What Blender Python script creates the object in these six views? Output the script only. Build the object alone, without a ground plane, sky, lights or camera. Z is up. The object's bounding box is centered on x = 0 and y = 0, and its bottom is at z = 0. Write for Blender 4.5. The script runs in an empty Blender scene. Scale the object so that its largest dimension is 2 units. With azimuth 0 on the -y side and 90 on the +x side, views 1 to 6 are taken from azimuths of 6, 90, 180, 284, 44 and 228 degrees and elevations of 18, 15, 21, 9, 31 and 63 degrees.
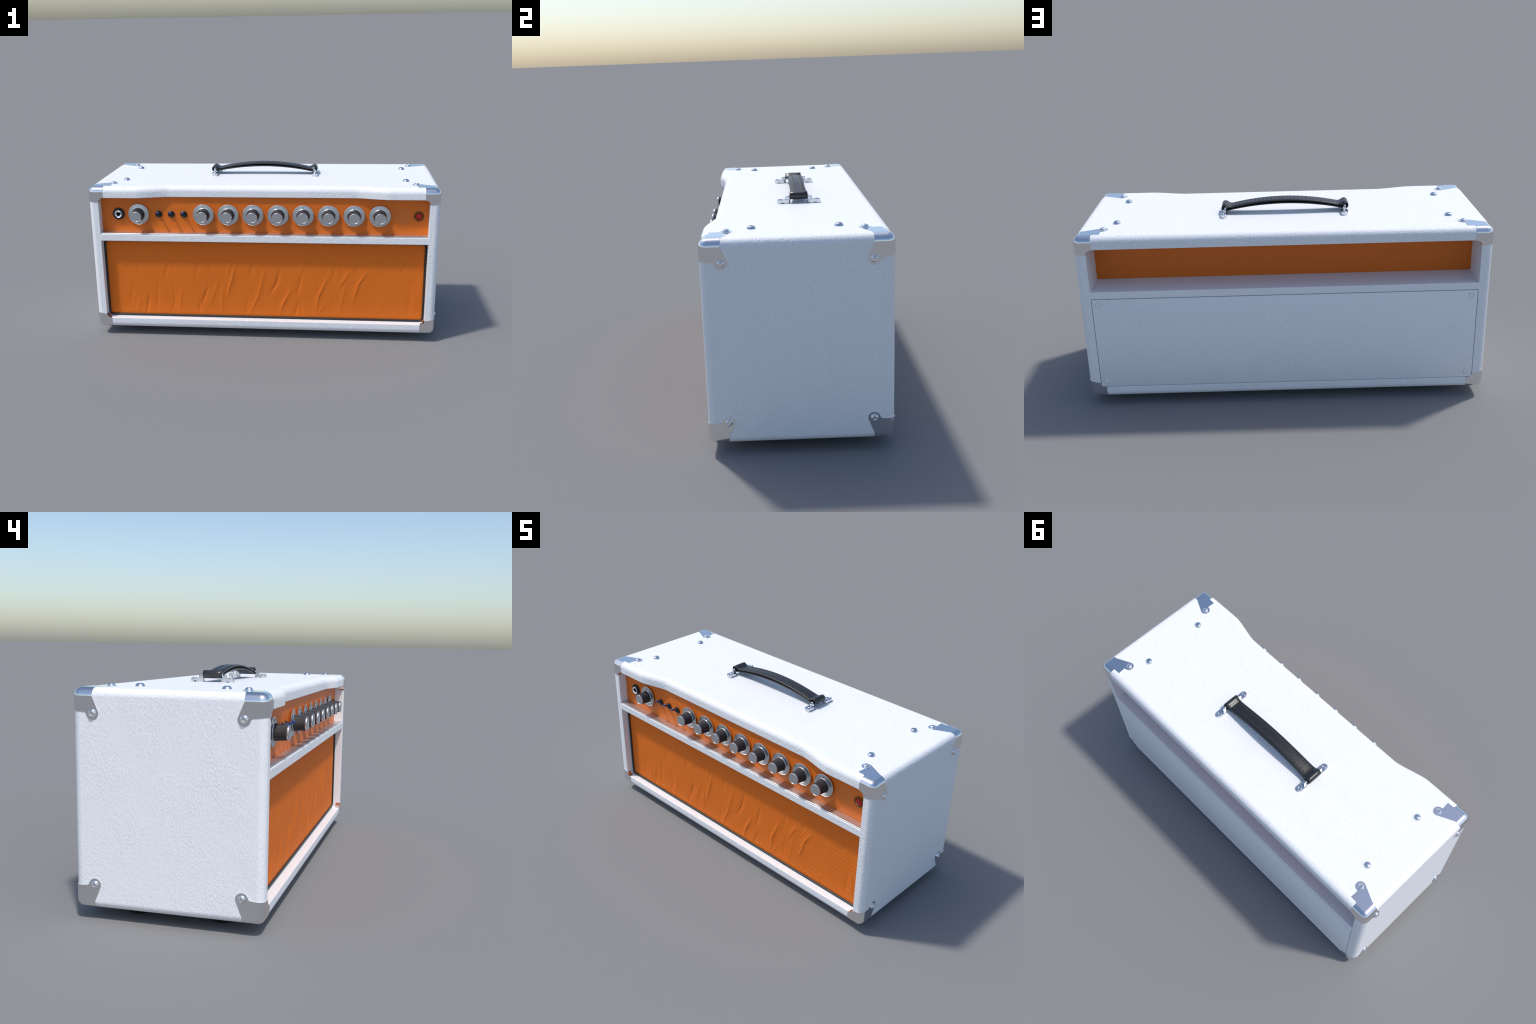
import bpy, bmesh, math, random
from mathutils import Vector, Matrix
from mathutils import noise as mnoise

random.seed(7)
COL = bpy.context.scene.collection

# ------------------------------------------------------------------ sizes (m)
W = 0.9876                    # half width of the covered box
Y0, Y1 = -0.3645, 0.3890      # front and back of the box
Z0, Z1 = 0.0475, 0.9008       # underside and top of the box
R = 0.032                     # outer edge rounding
OPEN = 0.9305                 # half width of the openings
RAIL_TOP = 0.8375             # underside of the top board
SHELF_T, SHELF_B = 0.6236, 0.5845
FLOOR = 0.1070                # top of the bottom board
PANEL_Y = -0.313              # front of the orange control panel
REAR_Y = 0.223                # rear of the orange chassis
KNOB_Z = 0.735
KNOB_X = [-0.7107] + [-0.3341 + 0.1423 * i for i in range(8)]
GUARD = 0.0020                # how far the metal corners stand proud


# ------------------------------------------------------------------ materials
def principled(name, color, rough=0.5, metal=0.0, coat=0.0, spec=0.5):
    m = bpy.data.materials.new(name)
    m.use_nodes = True
    nt = m.node_tree
    b = nt.nodes["Principled BSDF"]
    b.inputs["Base Color"].default_value = (*color, 1)
    b.inputs["Roughness"].default_value = rough
    b.inputs["Metallic"].default_value = metal
    b.inputs["Coat Weight"].default_value = coat
    b.inputs["Specular IOR Level"].default_value = spec
    return m, nt, b


def node(nt, kind, **kw):
    n = nt.nodes.new(kind)
    for k, v in kw.items():
        if hasattr(n, k):
            setattr(n, k, v)
        else:
            n.inputs[k].default_value = v
    return n


def math_node(nt, op, a, b):
    n = nt.nodes.new("ShaderNodeMath")
    n.operation = op
    for i, v in enumerate((a, b)):
        if hasattr(v, "links"):
            nt.links.new(v, n.inputs[i])
        else:
            n.inputs[i].default_value = v
    return n.outputs[0]


def mapped(nt, scale=(1, 1, 1), rot=(0, 0, 0)):
    tc = nt.nodes.new("ShaderNodeTexCoord")
    mp = nt.nodes.new("ShaderNodeMapping")
    mp.inputs["Scale"].default_value = scale
    mp.inputs["Rotation"].default_value = rot
    nt.links.new(tc.outputs["Object"], mp.inputs["Vector"])
    return mp.outputs["Vector"]


def make_tolex():
    """white leather-grain vinyl: pebbled grain drawn out into slanted creases"""
    m, nt, b = principled("white_tolex", (0.84, 0.845, 0.86), 0.5, spec=0.4)
    v0 = mapped(nt)
    warp = node(nt, "ShaderNodeTexNoise", Scale=9.0, Detail=2.0)
    nt.links.new(v0, warp.inputs["Vector"])
    vm = nt.nodes.new("ShaderNodeVectorMath")
    vm.operation = 'MULTIPLY_ADD'
    vm.inputs[1].default_value = (0.03, 0.03, 0.03)
    nt.links.new(warp.outputs["Color"], vm.inputs[0])
    nt.links.new(v0, vm.inputs[2])
    st = nt.nodes.new("ShaderNodeMapping")
    st.inputs["Rotation"].default_value = (math.radians(28), math.radians(24), 0)
    st.inputs["Scale"].default_value = (1.0, 1.15, 0.72)
    nt.links.new(vm.outputs[0], st.inputs["Vector"])
    grain = node(nt, "ShaderNodeTexNoise", Scale=148.0, Detail=2.0, Roughness=0.45, Distortion=0.35)
    nt.links.new(st.outputs[0], grain.inputs["Vector"])
    crease = node(nt, "ShaderNodeTexNoise", Scale=24.0, Detail=2.0, Roughness=0.5, Distortion=1.0)
    nt.links.new(st.outputs[0], crease.inputs["Vector"])
    c1 = math_node(nt, 'ABSOLUTE', math_node(nt, 'SUBTRACT', crease.outputs[0], 0.5), 0)
    c1 = math_node(nt, 'MINIMUM', math_node(nt, 'MULTIPLY', c1, 7.0), 1.0)
    area = node(nt, "ShaderNodeTexNoise", Scale=7.0, Detail=1.0)
    nt.links.new(st.outputs[0], area.inputs["Vector"])
    amt = math_node(nt, 'MAXIMUM', math_node(nt, 'SUBTRACT', math_node(nt, 'MULTIPLY', area.outputs[0], 2.6), 0.45), 0.3)
    h = math_node(nt, 'ADD', math_node(nt, 'MULTIPLY', grain.outputs[0], amt),
                  math_node(nt, 'MULTIPLY', c1, 0.16))
    bp = node(nt, "ShaderNodeBump", Strength=0.38, Distance=0.0045)
    nt.links.new(h, bp.inputs["Height"])
    nt.links.new(bp.outputs[0], b.inputs["Normal"])
    ramp = nt.nodes.new("ShaderNodeValToRGB")
    ramp.color_ramp.elements[0].color = (0.785, 0.797, 0.818, 1)
    ramp.color_ramp.elements[0].position = 0.3
    ramp.color_ramp.elements[1].color = (0.84, 0.852, 0.872, 1)
    ramp.color_ramp.elements[1].position = 0.6
    nt.links.new(grain.outputs[0], ramp.inputs[0])
    nt.links.new(ramp.outputs[0], b.inputs["Base Color"])
    return m


def make_grille():
    """orange twill cloth"""
    m, nt, b = principled("orange_grille_cloth", (0.75, 0.168, 0.014), 0.75, spec=0.25)
    v = mapped(nt, rot=(0, math.radians(38), 0))
    wv = node(nt, "ShaderNodeTexWave", Scale=48.0, Distortion=0.25, Detail=1.0)
    wv.wave_type = 'BANDS'
    wv.bands_direction = 'Z'
    nt.links.new(v, wv.inputs["Vector"])
    v2 = mapped(nt, rot=(0, math.radians(-52), 0))
    wv2 = node(nt, "ShaderNodeTexWave", Scale=60.0, Distortion=0.3, Detail=1.0)
    wv2.wave_type = 'BANDS'
    wv2.bands_direction = 'Z'
    nt.links.new(v2, wv2.inputs["Vector"])
    patch = node(nt, "ShaderNodeTexNoise", Scale=5.0, Detail=1.0)
    nt.links.new(mapped(nt), patch.inputs["Vector"])
    h = math_node(nt, 'ADD', wv.outputs["Fac"], math_node(nt, 'MULTIPLY', wv2.outputs["Fac"], 0.35))
    h = math_node(nt, 'MULTIPLY', h, math_node(nt, 'MULTIPLY', patch.outputs[0], 1.6))
    bp = node(nt, "ShaderNodeBump", Strength=0.42, Distance=0.0015)
    nt.links.new(h, bp.inputs["Height"])
    nt.links.new(bp.outputs[0], b.inputs["Normal"])
    return m


def make_panel(name, color):
    m, nt, b = principled(name, color, 0.42, spec=0.35)
    n = node(nt, "ShaderNodeTexNoise", Scale=260.0, Detail=2.0)
    nt.links.new(mapped(nt), n.inputs["Vector"])
    bp = node(nt, "ShaderNodeBump", Strength=0.06, Distance=0.001)
    nt.links.new(n.outputs[0], bp.inputs["Height"])
    nt.links.new(bp.outputs[0], b.inputs["Normal"])
    return m


def make_leather():
    m, nt, b = principled("black_strap_leather", (0.015, 0.0155, 0.017), 0.37, spec=0.6)
    n = node(nt, "ShaderNodeTexNoise", Scale=150.0, Detail=3.0)
    nt.links.new(mapped(nt, (0.5, 1.6, 1)), n.inputs["Vector"])
    bp = node(nt, "ShaderNodeBump", Strength=0.12, Distance=0.0015)
    nt.links.new(n.outputs[0], bp.inputs["Height"])
    nt.links.new(bp.outputs[0], b.inputs["Normal"])
    return m


def make_brushed(name, color, rough, scale, metal=1.0):
    """metal with streaky roughness and faint scratches along x"""
    m, nt, b = principled(name, color, rough, metal)
    n = node(nt, "ShaderNodeTexNoise", Scale=1.0, Detail=4.0)
    nt.links.new(mapped(nt, scale), n.inputs["Vector"])
    rr = math_node(nt, 'ADD', rough - 0.12, math_node(nt, 'MULTIPLY', n.outputs[0], 0.24))
    nt.links.new(rr, b.inputs["Roughness"])
    bp = node(nt, "ShaderNodeBump", Strength=0.04, Distance=0.001)
    nt.links.new(n.outputs[0], bp.inputs["Height"])
    nt.links.new(bp.outputs[0], b.inputs["Normal"])
    return m


TOLEX = make_tolex()
GRILLE = make_grille()
ORANGE = make_panel("orange_panel_enamel", (0.73, 0.163, 0.014))
PRINT = make_panel("faded_panel_print", (0.68, 0.171, 0.028))
LEATHER = make_leather()
CHROME = principled("polished_chrome", (0.82, 0.82, 0.83), 0.11, 1.0)[0]
NICKEL = principled("cast_nickel", (0.66, 0.68, 0.70), 0.18, 1.0)[0]
STEEL = make_brushed("satin_steel_strip", (0.72, 0.72, 0.73), 0.34, (14, 60, 60), metal=0.9)
SATIN = principled("satin_aluminium", (0.62, 0.64, 0.66), 0.30, 1.0)[0]
KNOB_BLACK = principled("ribbed_knob_plastic", (0.028, 0.026, 0.028), 0.6, spec=0.4)[0]
BLACK = principled("black_plastic", (0.012, 0.012, 0.013), 0.35)[0]
PIPING = principled("black_piping", (0.018, 0.018, 0.018), 0.38)[0]
RUBBER = principled("black_rubber", (0.008, 0.008, 0.008), 0.8)[0]
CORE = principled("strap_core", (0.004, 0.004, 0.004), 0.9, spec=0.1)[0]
BLUE = principled("blue_anodised_lever", (0.045, 0.10, 0.30), 0.25, 0.55)[0]
RED = principled("red_jewel_lens", (0.42, 0.020, 0.014), 0.4, spec=0.3)[0]
BRASS = principled("aged_brass_bezel", (0.20, 0.125, 0.02), 0.35, 0.75)[0]
GROOVE_SHADOW = principled("painted_groove_shadow", (0.42, 0.43, 0.45), 0.8)[0]  # white covering greyed down to draw the shadow line around each screw cover
TICK = principled("dark_index_mark", (0.03, 0.04, 0.06), 0.6)[0]


# ------------------------------------------------------------------ mesh tools
def link(name, me, mat=None, parent=None, matrix=None):
    ob = bpy.data.objects.new(name, me)
    COL.objects.link(ob)
    if mat is not None and not me.materials:
        me.materials.append(mat)
    if parent is not None:
        ob.parent = parent
    if matrix is not None:
        ob.matrix_basis = matrix
    return ob


def to_mesh(bm, name):
    bmesh.ops.recalc_face_normals(bm, faces=bm.faces[:])
    me = bpy.data.meshes.new(name)
    bm.to_mesh(me)
    bm.free()
    return me


def smooth(me, angle=35):
    for p in me.polygons:
        p.use_smooth = True
    me.set_sharp_from_angle(angle=math.radians(angle))
    return me


def box_bm(x0, x1, y0, y1, z0, z1, r=0.0, seg=4):
    bm = bmesh.new()
    bmesh.ops.create_cube(bm, size=1.0)
    for v in bm.verts:
        v.co = Vector(((x0 + x1) / 2 + v.co.x * (x1 - x0),
                       (y0 + y1) / 2 + v.co.y * (y1 - y0),
                       (z0 + z1) / 2 + v.co.z * (z1 - z0)))
    if r > 0:
        bmesh.ops.bevel(bm, geom=bm.edges[:], offset=r, segments=seg, profile=0.5, affect='EDGES')
    return bm


def box_mesh(name, *a, **k):
    return smooth(to_mesh(box_bm(*a, **k), name), 40)


def prism(name, pts, axis, lo, hi):
    """polygon in the plane normal to `axis`, extruded from lo to hi"""
    def put(p, t):
        q = list(p)
        q.insert(axis, t)
        return Vector(q)
    bm = bmesh.new()
    a = [bm.verts.new(put(p, lo)) for p in pts]
    b = [bm.verts.new(put(p, hi)) for p in pts]
    bm.faces.new(a)
    bm.faces.new(b)
    n = len(pts)
    for i in range(n):
        bm.faces.new((a[i], a[(i + 1) % n], b[(i + 1) % n], b[i]))
    return to_mesh(bm, name)


def boolean(base, tools, op):
    """apply exact booleans of mesh `base` with a list of meshes"""
    ob = bpy.data.objects.new("work", base)
    COL.objects.link(ob)
    helpers = []
    for t in tools:
        to = bpy.data.objects.new("tool", t)
        COL.objects.link(to)
        helpers.append(to)
        md = ob.modifiers.new("b", 'BOOLEAN')
        md.operation = op
        md.solver = 'EXACT'
        md.object = to
    dg = bpy.context.evaluated_depsgraph_get()
    me = bpy.data.meshes.new_from_object(ob.evaluated_get(dg))
    for o in [ob] + helpers:
        bpy.data.objects.remove(o)
    return me


def weighted(me, angle=30):
    """flat faces stay flat next to roundings: bake weighted normals"""
    smooth(me, angle)
    ob = bpy.data.objects.new("work", me)
    COL.objects.link(ob)
    md = ob.modifiers.new("w", 'WEIGHTED_NORMAL')
    md.keep_sharp = True
    md.weight = 60
    dg = bpy.context.evaluated_depsgraph_get()
    out = bpy.data.meshes.new_from_object(ob.evaluated_get(dg))
    bpy.data.objects.remove(ob)
    return out


def bevel_sharp(me, width, seg=2, angle=50):
    bm = bmesh.new()
    bm.from_mesh(me)
    ed = [e for e in bm.edges if len(e.link_faces) == 2 and e.calc_face_angle(0) > math.radians(angle)]
    bmesh.ops.bevel(bm, geom=ed, offset=width, segments=seg, profile=0.5, affect='EDGES', clamp_overlap=True)
    return to_mesh(bm, me.name)


def lathe(name, prof, seg=48, ribs=0, depth=0.0, rib_span=None, closed=False):
    """revolve (radius, height) points about z; optional ribs on a span of rings"""
    bm = bmesh.new()
    rings = []
    for i, (r, h) in enumerate(prof):
        if r < 1e-6:
            rings.append([bm.verts.new((0, 0, h))])
            continue
        row = []
        for k in range(seg):
            a = 2 * math.pi * k / seg
            rr = r
            if ribs and rib_span[0] <= i <= rib_span[1]:
                rr = r + depth * (0.5 * math.cos(ribs * a) - 0.5)
            row.append(bm.verts.new((rr * math.cos(a), rr * math.sin(a), h)))
        rings.append(row)
    pairs = list(zip(rings, rings[1:]))
    if closed:
        pairs.append((rings[-1], rings[0]))
    for a, b in pairs:
        for k in range(seg):
            k2 = (k + 1) % seg
            if len(a) == 1 and len(b) == 1:
                continue
            if len(a) == 1:
                bm.faces.new((a[0], b[k], b[k2]))
            elif len(b) == 1:
                bm.faces.new((a[k], b[0], a[k2]))
            else:
                bm.faces.new((a[k], b[k], b[k2], a[k2]))
    return smooth(to_mesh(bm, name), 32)


def arc(cx, cy, r, a0, a1, n):
    return [(cx + r * math.cos(math.radians(a0 + (a1 - a0) * i / n)),
             cy + r * math.sin(math.radians(a0 + (a1 - a0) * i / n))) for i in range(n + 1)]


def tube_mesh(name, path, rad, seg=12, closed=True):
    """round tube along a planar x-z path"""
    bm = bmesh.new()
    n = len(path)
    rows = []
    for i, p in enumerate(path):
        a, b = path[(i - 1) % n], path[(i + 1) % n]
        t = (Vector(b) - Vector(a)).normalized()
        nrm = Vector((0, 1, 0)).cross(t).normalized()
        rows.append([bm.verts.new(Vector(p) + rad * (math.cos(q) * nrm + math.sin(q) * Vector((0, 1, 0))))
                     for q in [2 * math.pi * k / seg for k in range(seg)]])
    for i in range(n if closed else n - 1):
        a, b = rows[i], rows[(i + 1) % n]
        for k in range(seg):
            bm.faces.new((a[k], a[(k + 1) % seg], b[(k + 1) % seg], b[k]))
    return smooth(to_mesh(bm, name), 60)


FRONT = Matrix.Rotation(math.radians(90), 4, 'X')       # lathe axis z -> -y
BACKW = Matrix.Rotation(math.radians(-90), 4, 'X')      # z -> +y


def T(x, y, z):
    return Matrix.Translation((x, y, z))


# ------------------------------------------------------------------ the thing
amp = bpy.data.objects.new("guitar_amplifier", None)
COL.objects.link(amp)
amp["label"] = "white leather-covered guitar amplifier head with orange front"
amp["category"] = "guitar amplifier"


# ---- cabinet: rounded box, cut open, its top board scooped at the front
def scoop(x):
    t = min(max((0.705 - abs(x)) / (0.705 - 0.530), 0.0), 1.0)
    s = t * t * (3 - 2 * t)
    return 0.0385 * (0.35 * s + 0.65 * t)


body = to_mesh(box_bm(-W, W, Y0, Y1, Z0, Z1, R, 7), "cabinet")
cuts = [to_mesh(box_bm(-OPEN, OPEN, -1, 1, SHELF_T, RAIL_TOP), "cut"),
        to_mesh(box_bm(-OPEN, OPEN, -1, -0.300, FLOOR, SHELF_B), "cut"),
        to_mesh(box_bm(-OPEN, OPEN, 0.372, 1, FLOOR, SHELF_B + 0.0015), "cut")]
body = boolean(body, cuts, 'DIFFERENCE')
body = bevel_sharp(body, 0.0035, 2)
bm = bmesh.new()
bm.from_mesh(body)
xs = [0.0] + [0.50 + 0.0125 * i for i in range(19)]
for x in sorted(set([-q for q in xs] + xs)):
    bmesh.ops.bisect_plane(bm, geom=bm.verts[:] + bm.edges[:] + bm.faces[:],
                           plane_co=(x, 0, 0), plane_no=(1, 0, 0))
for y in (-0.31, -0.27, -0.2):
    bmesh.ops.bisect_plane(bm, geom=bm.verts[:] + bm.edges[:] + bm.faces[:],
                           plane_co=(0, y, 0), plane_no=(0, 1, 0))
for v in bm.verts:
    if v.co.z > RAIL_TOP - 0.001 and v.co.y < 0.0:
        f = 1.0 if v.co.y < -0.3095 else max(0.0, (-0.2 - v.co.y) / 0.11)
        v.co.y += scoop(v.co.x) * min(f, 1.0)
body = to_mesh(bm, "cabinet")
cabinet = link("cabinet", weighted(body, 30), TOLEX, amp)

# ---- removable back panel with its four covered screw heads
bp_me = box_mesh("back_panel", -OPEN + 0.0022, OPEN - 0.0022, 0.373, Y1 - 0.0006,
                 FLOOR + 0.0022, SHELF_B - 0.0010, r=0.0015, seg=2)
back_panel = link("back_panel", bp_me, TOLEX, amp)
cap_me = lathe("screw_cover", [(0.0134, 0), (0.0134, 0.0012), (0.0124, 0.0020), (0.0, 0.0022)], 32)
rim_me = lathe("cover_shadow_ring", [(0.0148, -0.0002), (0.0148, 0.0003), (0.0132, 0.0003), (0.0132, -0.0002)], 32)
for sx in (-1, 1):
    for z in (0.555, 0.1395):
        c = link("screw_cover", cap_me, TOLEX, back_panel, T(sx * 0.8995, Y1 - 0.0010, z) @ BACKW)
        link("cover_shadow_ring", rim_me, GROOVE_SHADOW, c, T(0, 0, 0.0004))

# ---- orange chassis: front control panel and rear plate
panel = link("control_panel", box_mesh("control_panel", -OPEN + .0005, OPEN - .0005, PANEL_Y, PANEL_Y + 0.012,
                                       SHELF_T + .0005, RAIL_TOP - .0005), ORANGE, amp)
link("rear_plate", box_mesh("rear_plate", -OPEN + .0005, OPEN - .0005, REAR_Y - 0.012, REAR_Y,
                            SHELF_T + .0005, RAIL_TOP - .0005), ORANGE, amp)

# ---- metal strip on the shelf in front of the panel
strip = link("shelf_strip", box_mesh("shelf_strip", -0.929, 0.929, -0.3605, PANEL_Y - 0.0005,
                                     SHELF_T + .0002, 0.6300, r=0.0022, seg=4), STEEL, amp)
dot_me = lathe("strip_screw", [(0.0034, 0), (0.0030, 0.0009), (0.0, 0.0012)], 16)
for x in (-0.90, -0.545, -0.189, 0.167, 0.518, 0.8686):
    link("strip_screw", dot_me, CHROME, strip, T(x, -0.331, 0.6299))

# ---- grille cloth with drawn folds
FOLDS = [  # (strength, points x,z along the fold); + ridge, - valley
    (-1, [(-.798, .172), (-.772, .294)]), (1, [(-.754, .132), (-.733, .218)]),
    (-2, [(-.702, .112), (-.677, .240)]), (-1, [(-.639, .122), (-.612, .361)]),
    (-1, [(-.548, .115), (-.522, .215), (-.533, .291)]), (1, [(-.496, .142), (-.482, .296)]),
    (-2, [(-.373, .133), (-.379, .194)]), (-2, [(-.360, .190), (-.325, .291)]),
    (1, [(-.318, .179), (-.263, .332)]), (1.3, [(-.246, .144), (-.234, .301)]),
    (2, [(-.209, .242), (-.163, .421)]), (-1, [(-.098, .118), (-.092, .228)]),
    (1.5, [(-.080, .130), (-.064, .168), (-.027, .246), (.012, .403)]),
    (-2, [(.041, .252), (.082, .329), (.103, .409)]),
    (2, [(.098, .115), (.112, .187), (.162, .288)]), (-1.5, [(.184, .115), (.207, .203)]),
    (-1.5, [(.198, .251), (.229, .388)]), (-1.5, [(.234, .125), (.211, .232)]),
    (2, [(.310, .150), (.322, .244), (.374, .368)]), (-1, [(.412, .184), (.409, .246)]),
    (1.5, [(.445, .313), (.492, .393)]), (1, [(.444, .137), (.484, .360)]),
    (2, [(.522, .225), (.554, .334), (.596, .400)]), (1, [(.319, .129), (.358, .207)]),
    (.7, [(.660, .147), (.689, .196)]), (-1, [(.839, .161), (.847, .265)]),
    (1, [(.878, .172), (.871, .312)]),
]
for i in range(16):   # fainter folds in the shaded upper half
    x = -0.85 + 1.7 * (i + random.random()) / 16
    z = random.uniform(0.34, 0.44)
    FOLDS.append((random.choice((-1, 1)) * random.uniform(.5, 1.0),
                  [(x, z), (x + random.uniform(0, .04), z + random.uniform(.06, .12))]))


def fold_height(x, z):
    h = 0.0
    for s, pts in FOLDS:
        zlo, zhi = pts[0][1], pts[-1][1]
        if z < zlo - .03 or z > zhi + .03:
            continue
        zz = min(max(z, zlo), zhi)
        for (xa, za), (xb, zb) in zip(pts, pts[1:]):
            if zz <= zb or (xb, zb) == pts[-1]:
                t = (zz - za) / (zb - za)
                xc = xa + (xb - xa) * t
                break
        d = x - xc
        if abs(d) > .035:
            continue
        u = (z - zlo) / (zhi - zlo)
        fade = max(0.0, 1 - max(0, -u * (zhi - zlo), (u - 1) * (zhi - zlo)) / .03)
        fade *= (0.35 + 0.65 * math.sin(math.pi * min(max(u, 0), 1)))
        h += s * fade * (0.0013 * math.exp(-(d / .0055) ** 2) + 0.0010 * math.exp(-(d / .015) ** 2))
    return h


bm = bmesh.new()
NX, NZ = 520, 110
gx0, gx1, gz0, gz1 = -OPEN + .0004, OPEN - .0004, FLOOR + .0004, SHELF_B - .0004
grid = []
for j in range(NZ + 1):
    z = gz0 + (gz1 - gz0) * j / NZ
    row = []
    for i in range(NX + 1):
        x = gx0 + (gx1 - gx0) * i / NX
        e = min(x - gx0, gx1 - x, z - gz0, gz1 - z)
        soft = min(1.0, e / 0.03)
        h = fold_height(x, z) * soft
        h += 0.0007 * mnoise.noise(Vector((x * 14, 0, z * 5))) * soft
        row.append(bm.verts.new((x, -0.3155 - 0.002 * soft - h, z)))
    grid.append(row)
for j in range(NZ):
    for i in range(NX):
        bm.faces.new((grid[j][i], grid[j][i + 1], grid[j + 1][i + 1], grid[j + 1][i]))
# give the cloth a back so that it is a solid sheet
ret = bmesh.ops.extrude_edge_only(bm, edges=[e for e in bm.edges if len(e.link_faces) == 1])
bv = [g for g in ret["geom"] if isinstance(g, bmesh.types.BMVert)]
for v in bv:
    v.co.y = -0.302
me = to_mesh(bm, "grille_cloth")
grille = link("grille_cloth", smooth(me, 60), GRILLE, amp)

px, pz0, pz1, pr = 0.9235, 0.1150, 0.5770, 0.022
path = (arc(px - pr, pz0 + pr, pr, -90, 0, 8) + arc(px - pr, pz1 - pr, pr, 0, 90, 8) +
        arc(-px + pr, pz1 - pr, pr, 90, 180, 8) + arc(-px + pr, pz0 + pr, pr, 180, 270, 8))
link("piping", tube_mesh("piping", [(x, -0.3195, z) for x, z in path], 0.0058), PIPING, grille)

# ---- knobs
skirt_me = lathe("knob_skirt", [(0.020, 0.0), (0.0582, 0.0090), (0.0597, 0.0102), (0.0599, 0.0112),
                                (0.0590, 0.0119), (0.0565, 0.0122), (0.0500, 0.0127), (0.0440, 0.0137),
                                (0.0392, 0.0147), (0.0384, 0.0160), (0.0374, 0.0168), (0.0362, 0.0166),
                                (0.0330, 0.0160)], 72)
barrel_me = lathe("knob", [(0.0, 0.008), (0.0346, 0.010), (0.0350, 0.0150), (0.0345, 0.0165), (0.0302, 0.0668), (0.0, 0.0668)],
                  168, ribs=42, depth=0.0008, rib_span=(3, 4))
cap_knob_me = lathe("knob_cap", [(0.0296, 0.0665), (0.0304, 0.0680), (0.0304, 0.0722), (0.0296, 0.0745),
                                 (0.0280, 0.0756), (0.0264, 0.0750), (0.0256, 0.0738), (0.0, 0.0738)], 64)
tick_me = prism("index_mark", [(-0.0009, 0.0385), (0.0009, 0.0385), (0.0009, 0.0500), (-0.0005, 0.0500)], 2, 0.0105, 0.0153)
wedge_me = prism("index_mark", [(-0.0032, 0.0366), (0.0032, 0.0366), (0.0004, 0.0500), (-0.0004, 0.0500)], 2, 0.0105, 0.0156)
dot_ring_me = lathe("scale_mark", [(0.0042, 0), (0.0042, 0.00012), (0.0028, 0.00012), (0.0028, 0)], 24)
for i, x in enumerate(KNOB_X):
    base = T(x, PANEL_Y, KNOB_Z) @ FRONT
    k = link("knob", barrel_me, KNOB_BLACK, amp, base)
    link("knob_skirt", skirt_me, SATIN, k)
    link("knob_cap", cap_knob_me, SATIN, k)
    link("index_mark", wedge_me if i == 1 else tick_me, ORANGE if i == 1 else TICK, k)
    for dx, dz in ((0, 0.0725), (-0.0555, -0.0530), (0.0555, -0.0530), (-0.0450, 0.0510), (0.0450, 0.0510)):
        link("scale_mark", dot_ring_me, PRINT, panel, T(x + dx, PANEL_Y, KNOB_Z + dz) @ FRONT)

# printed word above the panel and the round badge, both nearly worn away
cu = bpy.data.curves.new("lettering", 'FONT')
cu.body = "FILTER"
cu.size = 0.0175
cu.align_x = 'CENTER'
cu.extrude = 0.00006
tmp = bpy.data.objects.new("lettering", cu)
COL.objects.link(tmp)
dg = bpy.context.evaluated_depsgraph_get()
let_me = bpy.data.meshes.new_from_object(tmp.evaluated_get(dg))
bpy.data.objects.remove(tmp)
link("lettering", let_me, PRINT, panel, T(0.1610, PANEL_Y - 0.0001, 0.8115) @ FRONT)
link("badge", lathe("badge", [(0.046, 0), (0.046, 0.00015), (0.0, 0.00015)], 64), PRINT, panel, T(0.7900, PANEL_Y, 0.7347) @ FRONT)

# ---- input jack
jack = link("input_jack", lathe("input_jack", [(0.0, 0.0), (0.0345, 0.0), (0.0348, 0.0060), (0.0330, 0.0080), (0.0280, 0.0085),
                                               (0.0270, 0.0120), (0.0235, 0.0130), (0.0215, 0.0128), (0.0, 0.0105)], 48),
            BLACK, amp, T(-0.8295, PANEL_Y, 0.7355) @ FRONT)
nut = lathe("jack_ring", [(0.0222, 0.010), (0.0222, 0.0150), (0.0210, 0.0165), (0.0196, 0.0170), (0.0160, 0.0150),
                          (0.0122, 0.0128), (0.0112, 0.0040)], 48)
link("jack_ring", nut, CHROME, jack)
link("jack_hole", lathe("jack_hole", [(0.0118, 0.0105), (0.0118, 0.0118), (0.0, 0.0118)], 32), CORE, jack)

# ---- toggle switches: black bush, blue bat lever tipped upwards
bush_me = lathe("toggle_switch", [(0.0, 0.0), (0.0196, 0.0), (0.0198, 0.0045), (0.0180, 0.0062), (0.0140, 0.0066),
                                  (0.0130, 0.0100), (0.0105, 0.0112), (0.0085, 0.0085), (0.0, 0.0085)], 40)
lever_me = lathe("toggle_lever", [(0.0, -0.004), (0.0042, -0.003), (0.0044, 0.010), (0.0040, 0.020), (0.0056, 0.026),
                                  (0.0072, 0.031), (0.0074, 0.035), (0.0058, 0.0392), (0.0030, 0.0412), (0.0, 0.0418)], 24)
for x in (-0.5940, -0.5212, -0.4486):
    s = link("toggle_switch", bush_me, BLACK, amp, T(x, PANEL_Y, 0.7350) @ FRONT)
    link("toggle_lever", lever_me, BLUE, s, T(0, 0.002, 0.004) @ Matrix.Rotation(math.radians(-24), 4, 'X'))

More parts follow.
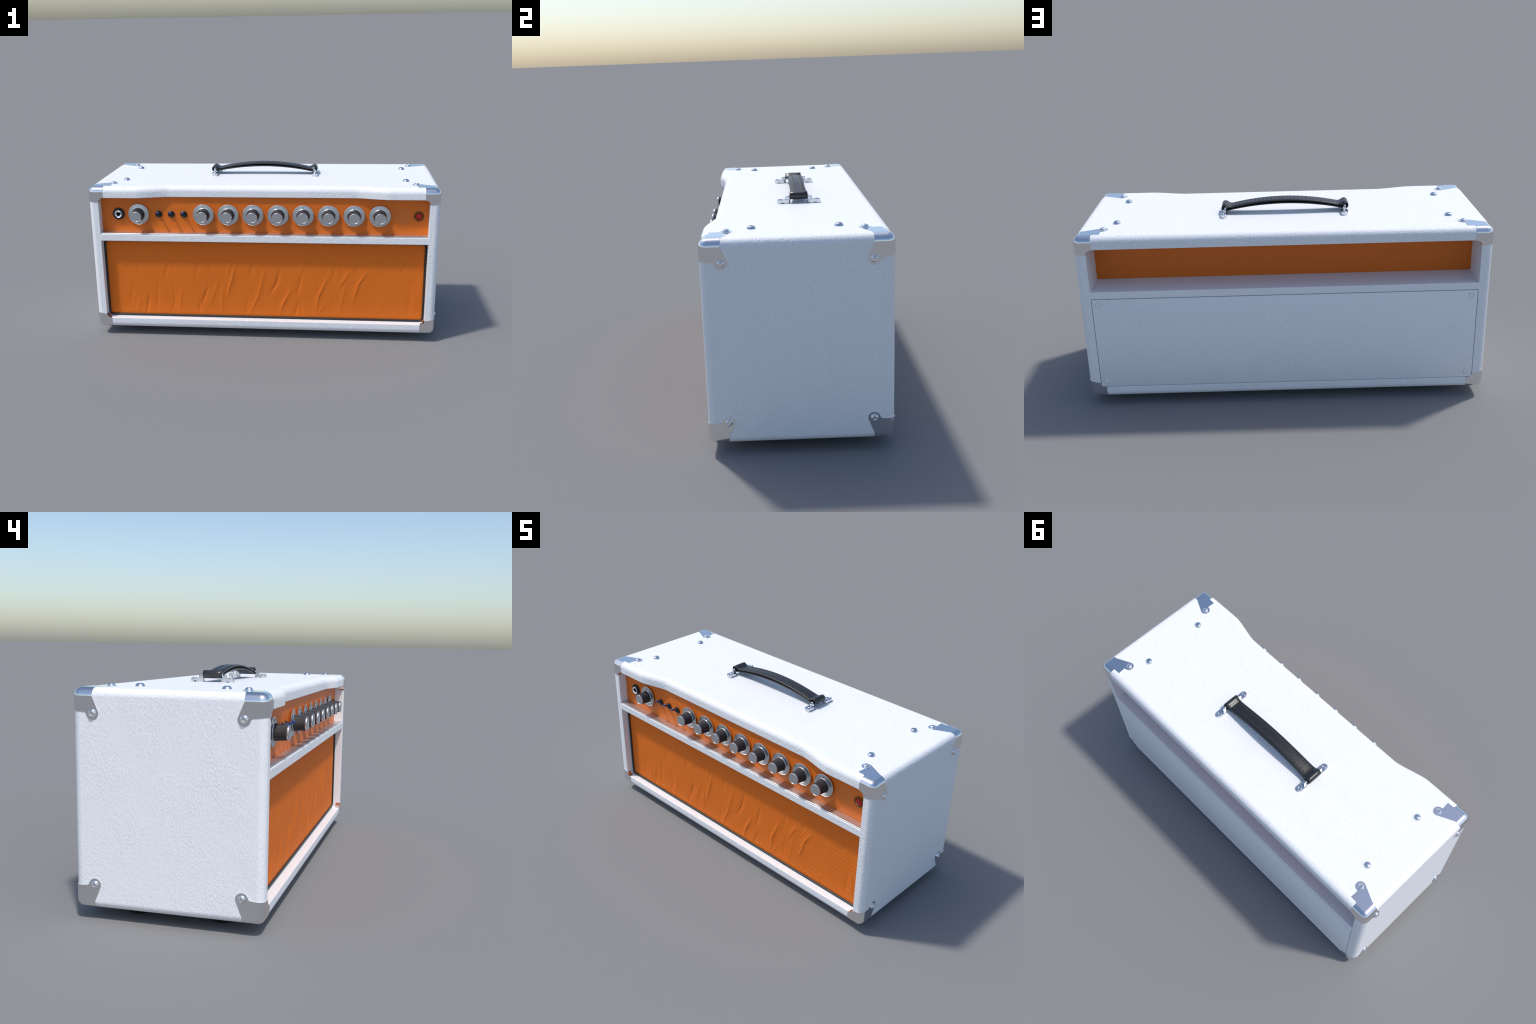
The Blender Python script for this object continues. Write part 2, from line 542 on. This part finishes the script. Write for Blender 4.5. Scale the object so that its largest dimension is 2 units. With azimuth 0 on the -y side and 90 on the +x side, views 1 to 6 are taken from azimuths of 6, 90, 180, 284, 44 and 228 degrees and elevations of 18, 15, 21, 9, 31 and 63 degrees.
# ---- pilot lamp
lamp = link("pilot_lamp", lathe("pilot_lamp", [(0.0, 0.002), (0.0205, 0.002), (0.0202, 0.0060), (0.0175, 0.0105),
                                               (0.0110, 0.0135), (0.0, 0.0145)], 10), RED, amp,
            T(0.8757, PANEL_Y, 0.7357) @ FRONT)
link("lamp_bezel", lathe("lamp_bezel", [(0.0280, 0.0), (0.0285, 0.0040), (0.0268, 0.0068), (0.0245, 0.0066), (0.0228, 0.0078),
                                        (0.0212, 0.0070), (0.0206, 0.0030)], 48), BRASS, lamp)

# ---- screws
def slotted(me, w, depth, top, length):
    slot = to_mesh(box_bm(-length, length, -w, w, top - depth, top + 0.01), "slot")
    return weighted(boolean(me, [slot], 'DIFFERENCE'), 32)


big_screw = slotted(lathe("screw", [(0.0, -0.003), (0.0195, -0.003), (0.0203, 0.0008), (0.0190, 0.0035), (0.0166, 0.0078),
                                    (0.0140, 0.0108), (0.0110, 0.0122), (0.0060, 0.0130), (0.0, 0.0132)], 40),
                    0.0019, 0.0038, 0.0130, 0.0125)
collar_me = lathe("screw_collar", [(0.0245, -0.001), (0.0240, 0.0008), (0.0205, 0.0012), (0.0195, -0.001)], 40)
small_screw = lathe("screw", [(0.0, -0.002), (0.0158, -0.002), (0.0160, 0.0008), (0.0152, 0.0030), (0.0134, 0.0068),
                              (0.0112, 0.0088), (0.0090, 0.0099), (0.0072, 0.0097), (0.0062, 0.0086), (0.0056, 0.0070),
                              (0.0030, 0.0064), (0.0, 0.0072)], 36)
for n, (x, y) in enumerate(((-0.811, -0.163), (0.811, -0.163), (-0.811, 0.188), (0.811, 0.188))):
    link("screw", big_screw, CHROME, amp, T(x, y, Z1) @ Matrix.Rotation(0.7 + 2.1 * n, 4, 'Z'))
    # the rubber foot sits on the same line, under the cabinet
    if n == 0:
        foot_me = lathe("rubber_foot", [(0.0, 0.0), (0.047, 0.0), (0.0505, 0.004), (0.0530, Z0 + 0.002), (0.0, Z0 + 0.002)], 48)
    link("rubber_foot", foot_me, RUBBER, amp, T(x * 1.012, y, 0))

# ---- metal corner guards, drawn in distances from the corner (a: x, b: y, c: z)
def build_guard(screw_c, edge_c, rail_c):
    """thin drawn shell over a rounded box corner, trimmed to the three outlines"""
    side = ([(-.02, -.02), (.0845, -.02), (.0848, .032)] + arc(.0860, screw_c, .0242, -18, 162, 18) +
            [(.0622, screw_c + .0055), (.0608, screw_c + .0015), (.0575, edge_c + .0070), (.0525, edge_c + .0050),
             (.0440, edge_c + .0045), (.02, edge_c + .0025), (0, edge_c), (-.02, edge_c - .0005)])
    top = ([(-.02, -.02), (.0865, -.02), (.0865, .0240)] + arc(.0975, .0260, .0110, 180, 90, 6) +
           [(.1250, .0372), (.1232, .0690), (.1227, .0755), (.1245, .0795)] + arc(.1290, .1050, .0242, -78, 112, 20) +
           [(.0373, .0878), (0, .0850), (-.02, .0850)])
    rr = 0.0245
    ac, cc = W + GUARD - OPEN + rr, rail_c + rr
    front = ([(-.02, -.02), (.0870, -.02), (.0870, rail_c - .0008)] + arc(ac, cc, rr + .0004, -90, -180, 8) +
             [(.02, edge_c), (0, edge_c - .0005), (-.02, edge_c - .0005)])
    s = 0.5
    outer = to_mesh(box_bm(0, s, 0, s, 0, s, R + GUARD, 10), "guard")
    inner = to_mesh(box_bm(.0035, s, .0035, s, .0035, s, R - 0.0015, 10), "inner")
    shell = boolean(outer, [inner], 'DIFFERENCE')
    zone = prism("zone", side, 0, -.02, .036)
    zone = boolean(zone, [prism("zone", top, 2, -.0205, .036), prism("zone", front, 1, -.0203, .036)], 'UNION')
    guard = boolean(shell, [zone], 'INTERSECT')
    # the guard turns inwards around the inner corner of the opening
    web = prism("web", [(ac - rr - .005, rail_c - .005), (ac - .001, rail_c - .005), (ac - .001, rail_c)] +
                arc(ac, cc, rr - .0003, -90, -180, 8)[1:] + [(ac - rr - .005, cc)], 1, .0012, .026)
    return boolean(guard, [web], 'UNION')


for sz in (-1, 1):
    oz = Z1 + GUARD if sz > 0 else Z0 - GUARD
    screw_c = oz - 0.8065 if sz > 0 else 0.1455 - oz
    edge_c = oz - 0.8165 if sz > 0 else 0.1365 - oz
    rail_c = oz - RAIL_TOP if sz > 0 else FLOOR - oz
    guard = build_guard(screw_c, edge_c, rail_c)
    for sx in (-1, 1):
        for sy in (-1, 1):
            ox, oy = sx * (W + GUARD), (Y1 + GUARD if sy > 0 else Y0 - GUARD)
            bm = bmesh.new()
            bm.from_mesh(guard)
            for v in bm.verts:
                v.co = Vector((ox - sx * v.co.x, oy - sy * v.co.y, oz - sz * v.co.z))
            g = link("corner_guard", weighted(to_mesh(bm, "corner_guard"), 28), CHROME, amp)
            link("guard_screw", small_screw, CHROME, g,
                 T(ox, oy - sy * .0860, oz - sz * screw_c) @ Matrix.Rotation(math.radians(90 * sx), 4, 'Y'))
            link("guard_screw", small_screw, CHROME, g,
                 T(ox - sx * .1290, oy - sy * .1050, oz) @ (Matrix.Identity(4) if sz > 0 else Matrix.Rotation(math.pi, 4, 'X')))

# ---- handle: a leather strap doubled over two rods, on four cast feet
HX, HY = -0.0135, 0.0532
half = []
for i in range(25):                                    # upper layer, middle to end
    t = i / 24
    half.append((0.262 * t, 0.9680 - 0.0300 * t * t))
half += [(0.2700, 0.9376), (0.2770, 0.9388), (0.2835, 0.9425), (0.2890, 0.9465)]
half += [(0.2995 + p[0], 0.9350 + p[1]) for p in arc(0, 0, 0.0148, 105, -90, 16)]
for i in range(1, 26):                                 # lower layer, back to the middle
    t = 1 - i / 25
    half.append((0.2995 * t, 0.9530 - 0.0328 * t * t))
loop = [(HX + x, z) for x, z in half] + [(HX - x, z) for x, z in reversed(half[1:-1])]


def strap_half_width(x):
    t = min(abs(x - HX) / 0.30, 1.0)
    return 0.0352 + 0.0060 * (t ** 6)


def band(name, pts, thick, hw, edge=0.0012):
    """closed band of given thickness swept along y, edges slightly rounded"""
    n = len(pts)
    bm = bmesh.new()
    rows = []
    for i in range(n):
        a, p, b = Vector(pts[i - 1]), Vector(pts[i]), Vector(pts[(i + 1) % n])
        t = (b - a).normalized()
        nr = Vector((-t.y, t.x))
        w = hw(p.x)
        sec = [(-w, -thick / 2 + edge), (-w, thick / 2 - edge), (-w + edge, thick / 2), (-w * .5, thick / 2 + .0004), (0, thick / 2 + .0006),
               (w * .5, thick / 2 + .0004), (w - edge, thick / 2), (w, thick / 2 - edge), (w, -thick / 2 + edge), (w - edge, -thick / 2), (-w + edge, -thick / 2)]
        rows.append([bm.verts.new((p.x + nr.x * o, HY + y, p.y + nr.y * o)) for y, o in sec])
    m = len(rows[0])
    for i in range(n):
        a, b = rows[i], rows[(i + 1) % n]
        for k in range(m):
            bm.faces.new((a[k], a[(k + 1) % m], b[(k + 1) % m], b[k]))
    return smooth(to_mesh(bm, name), 50)


handle = link("handle", band("handle", loop, 0.0058, strap_half_width), LEATHER, amp)
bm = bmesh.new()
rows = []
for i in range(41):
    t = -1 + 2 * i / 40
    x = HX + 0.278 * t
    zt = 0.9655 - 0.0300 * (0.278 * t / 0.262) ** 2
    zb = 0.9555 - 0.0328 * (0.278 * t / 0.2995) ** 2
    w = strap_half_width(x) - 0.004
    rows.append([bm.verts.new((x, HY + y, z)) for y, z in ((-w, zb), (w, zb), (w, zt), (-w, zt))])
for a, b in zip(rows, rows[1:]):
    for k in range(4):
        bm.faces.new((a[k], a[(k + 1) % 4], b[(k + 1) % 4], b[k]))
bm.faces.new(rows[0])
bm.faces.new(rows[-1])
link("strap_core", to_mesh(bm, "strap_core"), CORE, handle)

# punched stitch marks in two rows along the top of the strap
bm = bmesh.new()
for i in range(26):
    x = -0.262 + 0.0198 * i
    t = (x - HX) / 0.262
    z = 0.9680 - 0.0300 * t * t + 0.0029
    tilt = math.atan(0.06 * t / 0.262)
    for y in (0.0352, 0.0715):
        M = T(x, y, z + 0.0006) @ Matrix.Rotation(tilt, 4, 'Y')
        ring = []
        for k in range(14):
            a = 2 * math.pi * k / 14
            ring.append([bm.verts.new(M @ Vector((r * math.cos(a), r * math.sin(a) * .85, h)))
                         for r, h in ((0.0066, -0.0008), (0.0052, 0.0007), (0.0040, 0.0005), (0.0034, 0.0000))])
        for k in range(14):
            p, q = ring[k], ring[(k + 1) % 14]
            for j in range(3):
                bm.faces.new((p[j], q[j], q[j + 1], p[j + 1]))
        hole = bm.faces.new([r[3] for r in ring])
        hole.material_index = 1
stitch = link("stitch_marks", smooth(to_mesh(bm, "stitch_marks"), 70), LEATHER, handle)
stitch.data.materials.append(RUBBER)
stitch["kind"] = "stuff"

# cast feet: drilled tab, riser, and the rod that carries the strap
def stadium(r, y0, y1, n=10):
    return arc(0, y1, r, 0, 180, n) + arc(0, y0, r, 180, 360, n)


tab = prism("handle_bracket", stadium(0.0165, 0.0, 0.0300), 2, -0.001, 0.0165)
arch = lathe("arch", [(0.0, -0.03), (0.0100, -0.03), (0.0100, 0.03), (0.0, 0.03)], 16)
arch.transform(Matrix.Translation((0, 0.009, -0.0035)) @ Matrix.Rotation(math.radians(90), 4, 'Y'))
tab = boolean(tab, [arch], 'DIFFERENCE')
riser = to_mesh(box_bm(-0.0075, 0.0075, 0.0215, 0.0440, 0.002, 0.0318, 0.003, 3), "riser")
shoulder = to_mesh(box_bm(-0.0130, 0.0130, 0.0150, 0.0400, 0.000, 0.0130, 0.003, 3), "shoulder")
foot = boolean(tab, [riser, shoulder], 'UNION')
foot = weighted(bevel_sharp(foot, 0.0012, 2, 55), 35)
tab_screw = lathe("bracket_screw", [(0.0115, -0.002), (0.0115, 0.0018), (0.0100, 0.0036), (0.0078, 0.0040), (0.0060, 0.0022),
                                    (0.0045, 0.0012), (0.0, 0.0016)], 28)
rod_me = lathe("handle_rod", [(0.0, -0.046), (0.0060, -0.046), (0.0060, 0.046), (0.0, 0.046)], 20)
for x in (HX - 0.2980, HX + 0.2995):
    for sy in (-1, 1):
        yc = 0.0532 + sy * 0.0850
        M = T(x + 0.004, yc, Z1) @ Matrix.Rotation(0 if sy < 0 else math.pi, 4, 'Z')
        f = link("handle_bracket", foot, NICKEL, handle, M)
        link("bracket_screw", tab_screw, NICKEL, f, T(0, 0, 0.0155))
    link("handle_rod", rod_me, NICKEL, handle, T(x, 0.0532, 0.9335) @ FRONT)
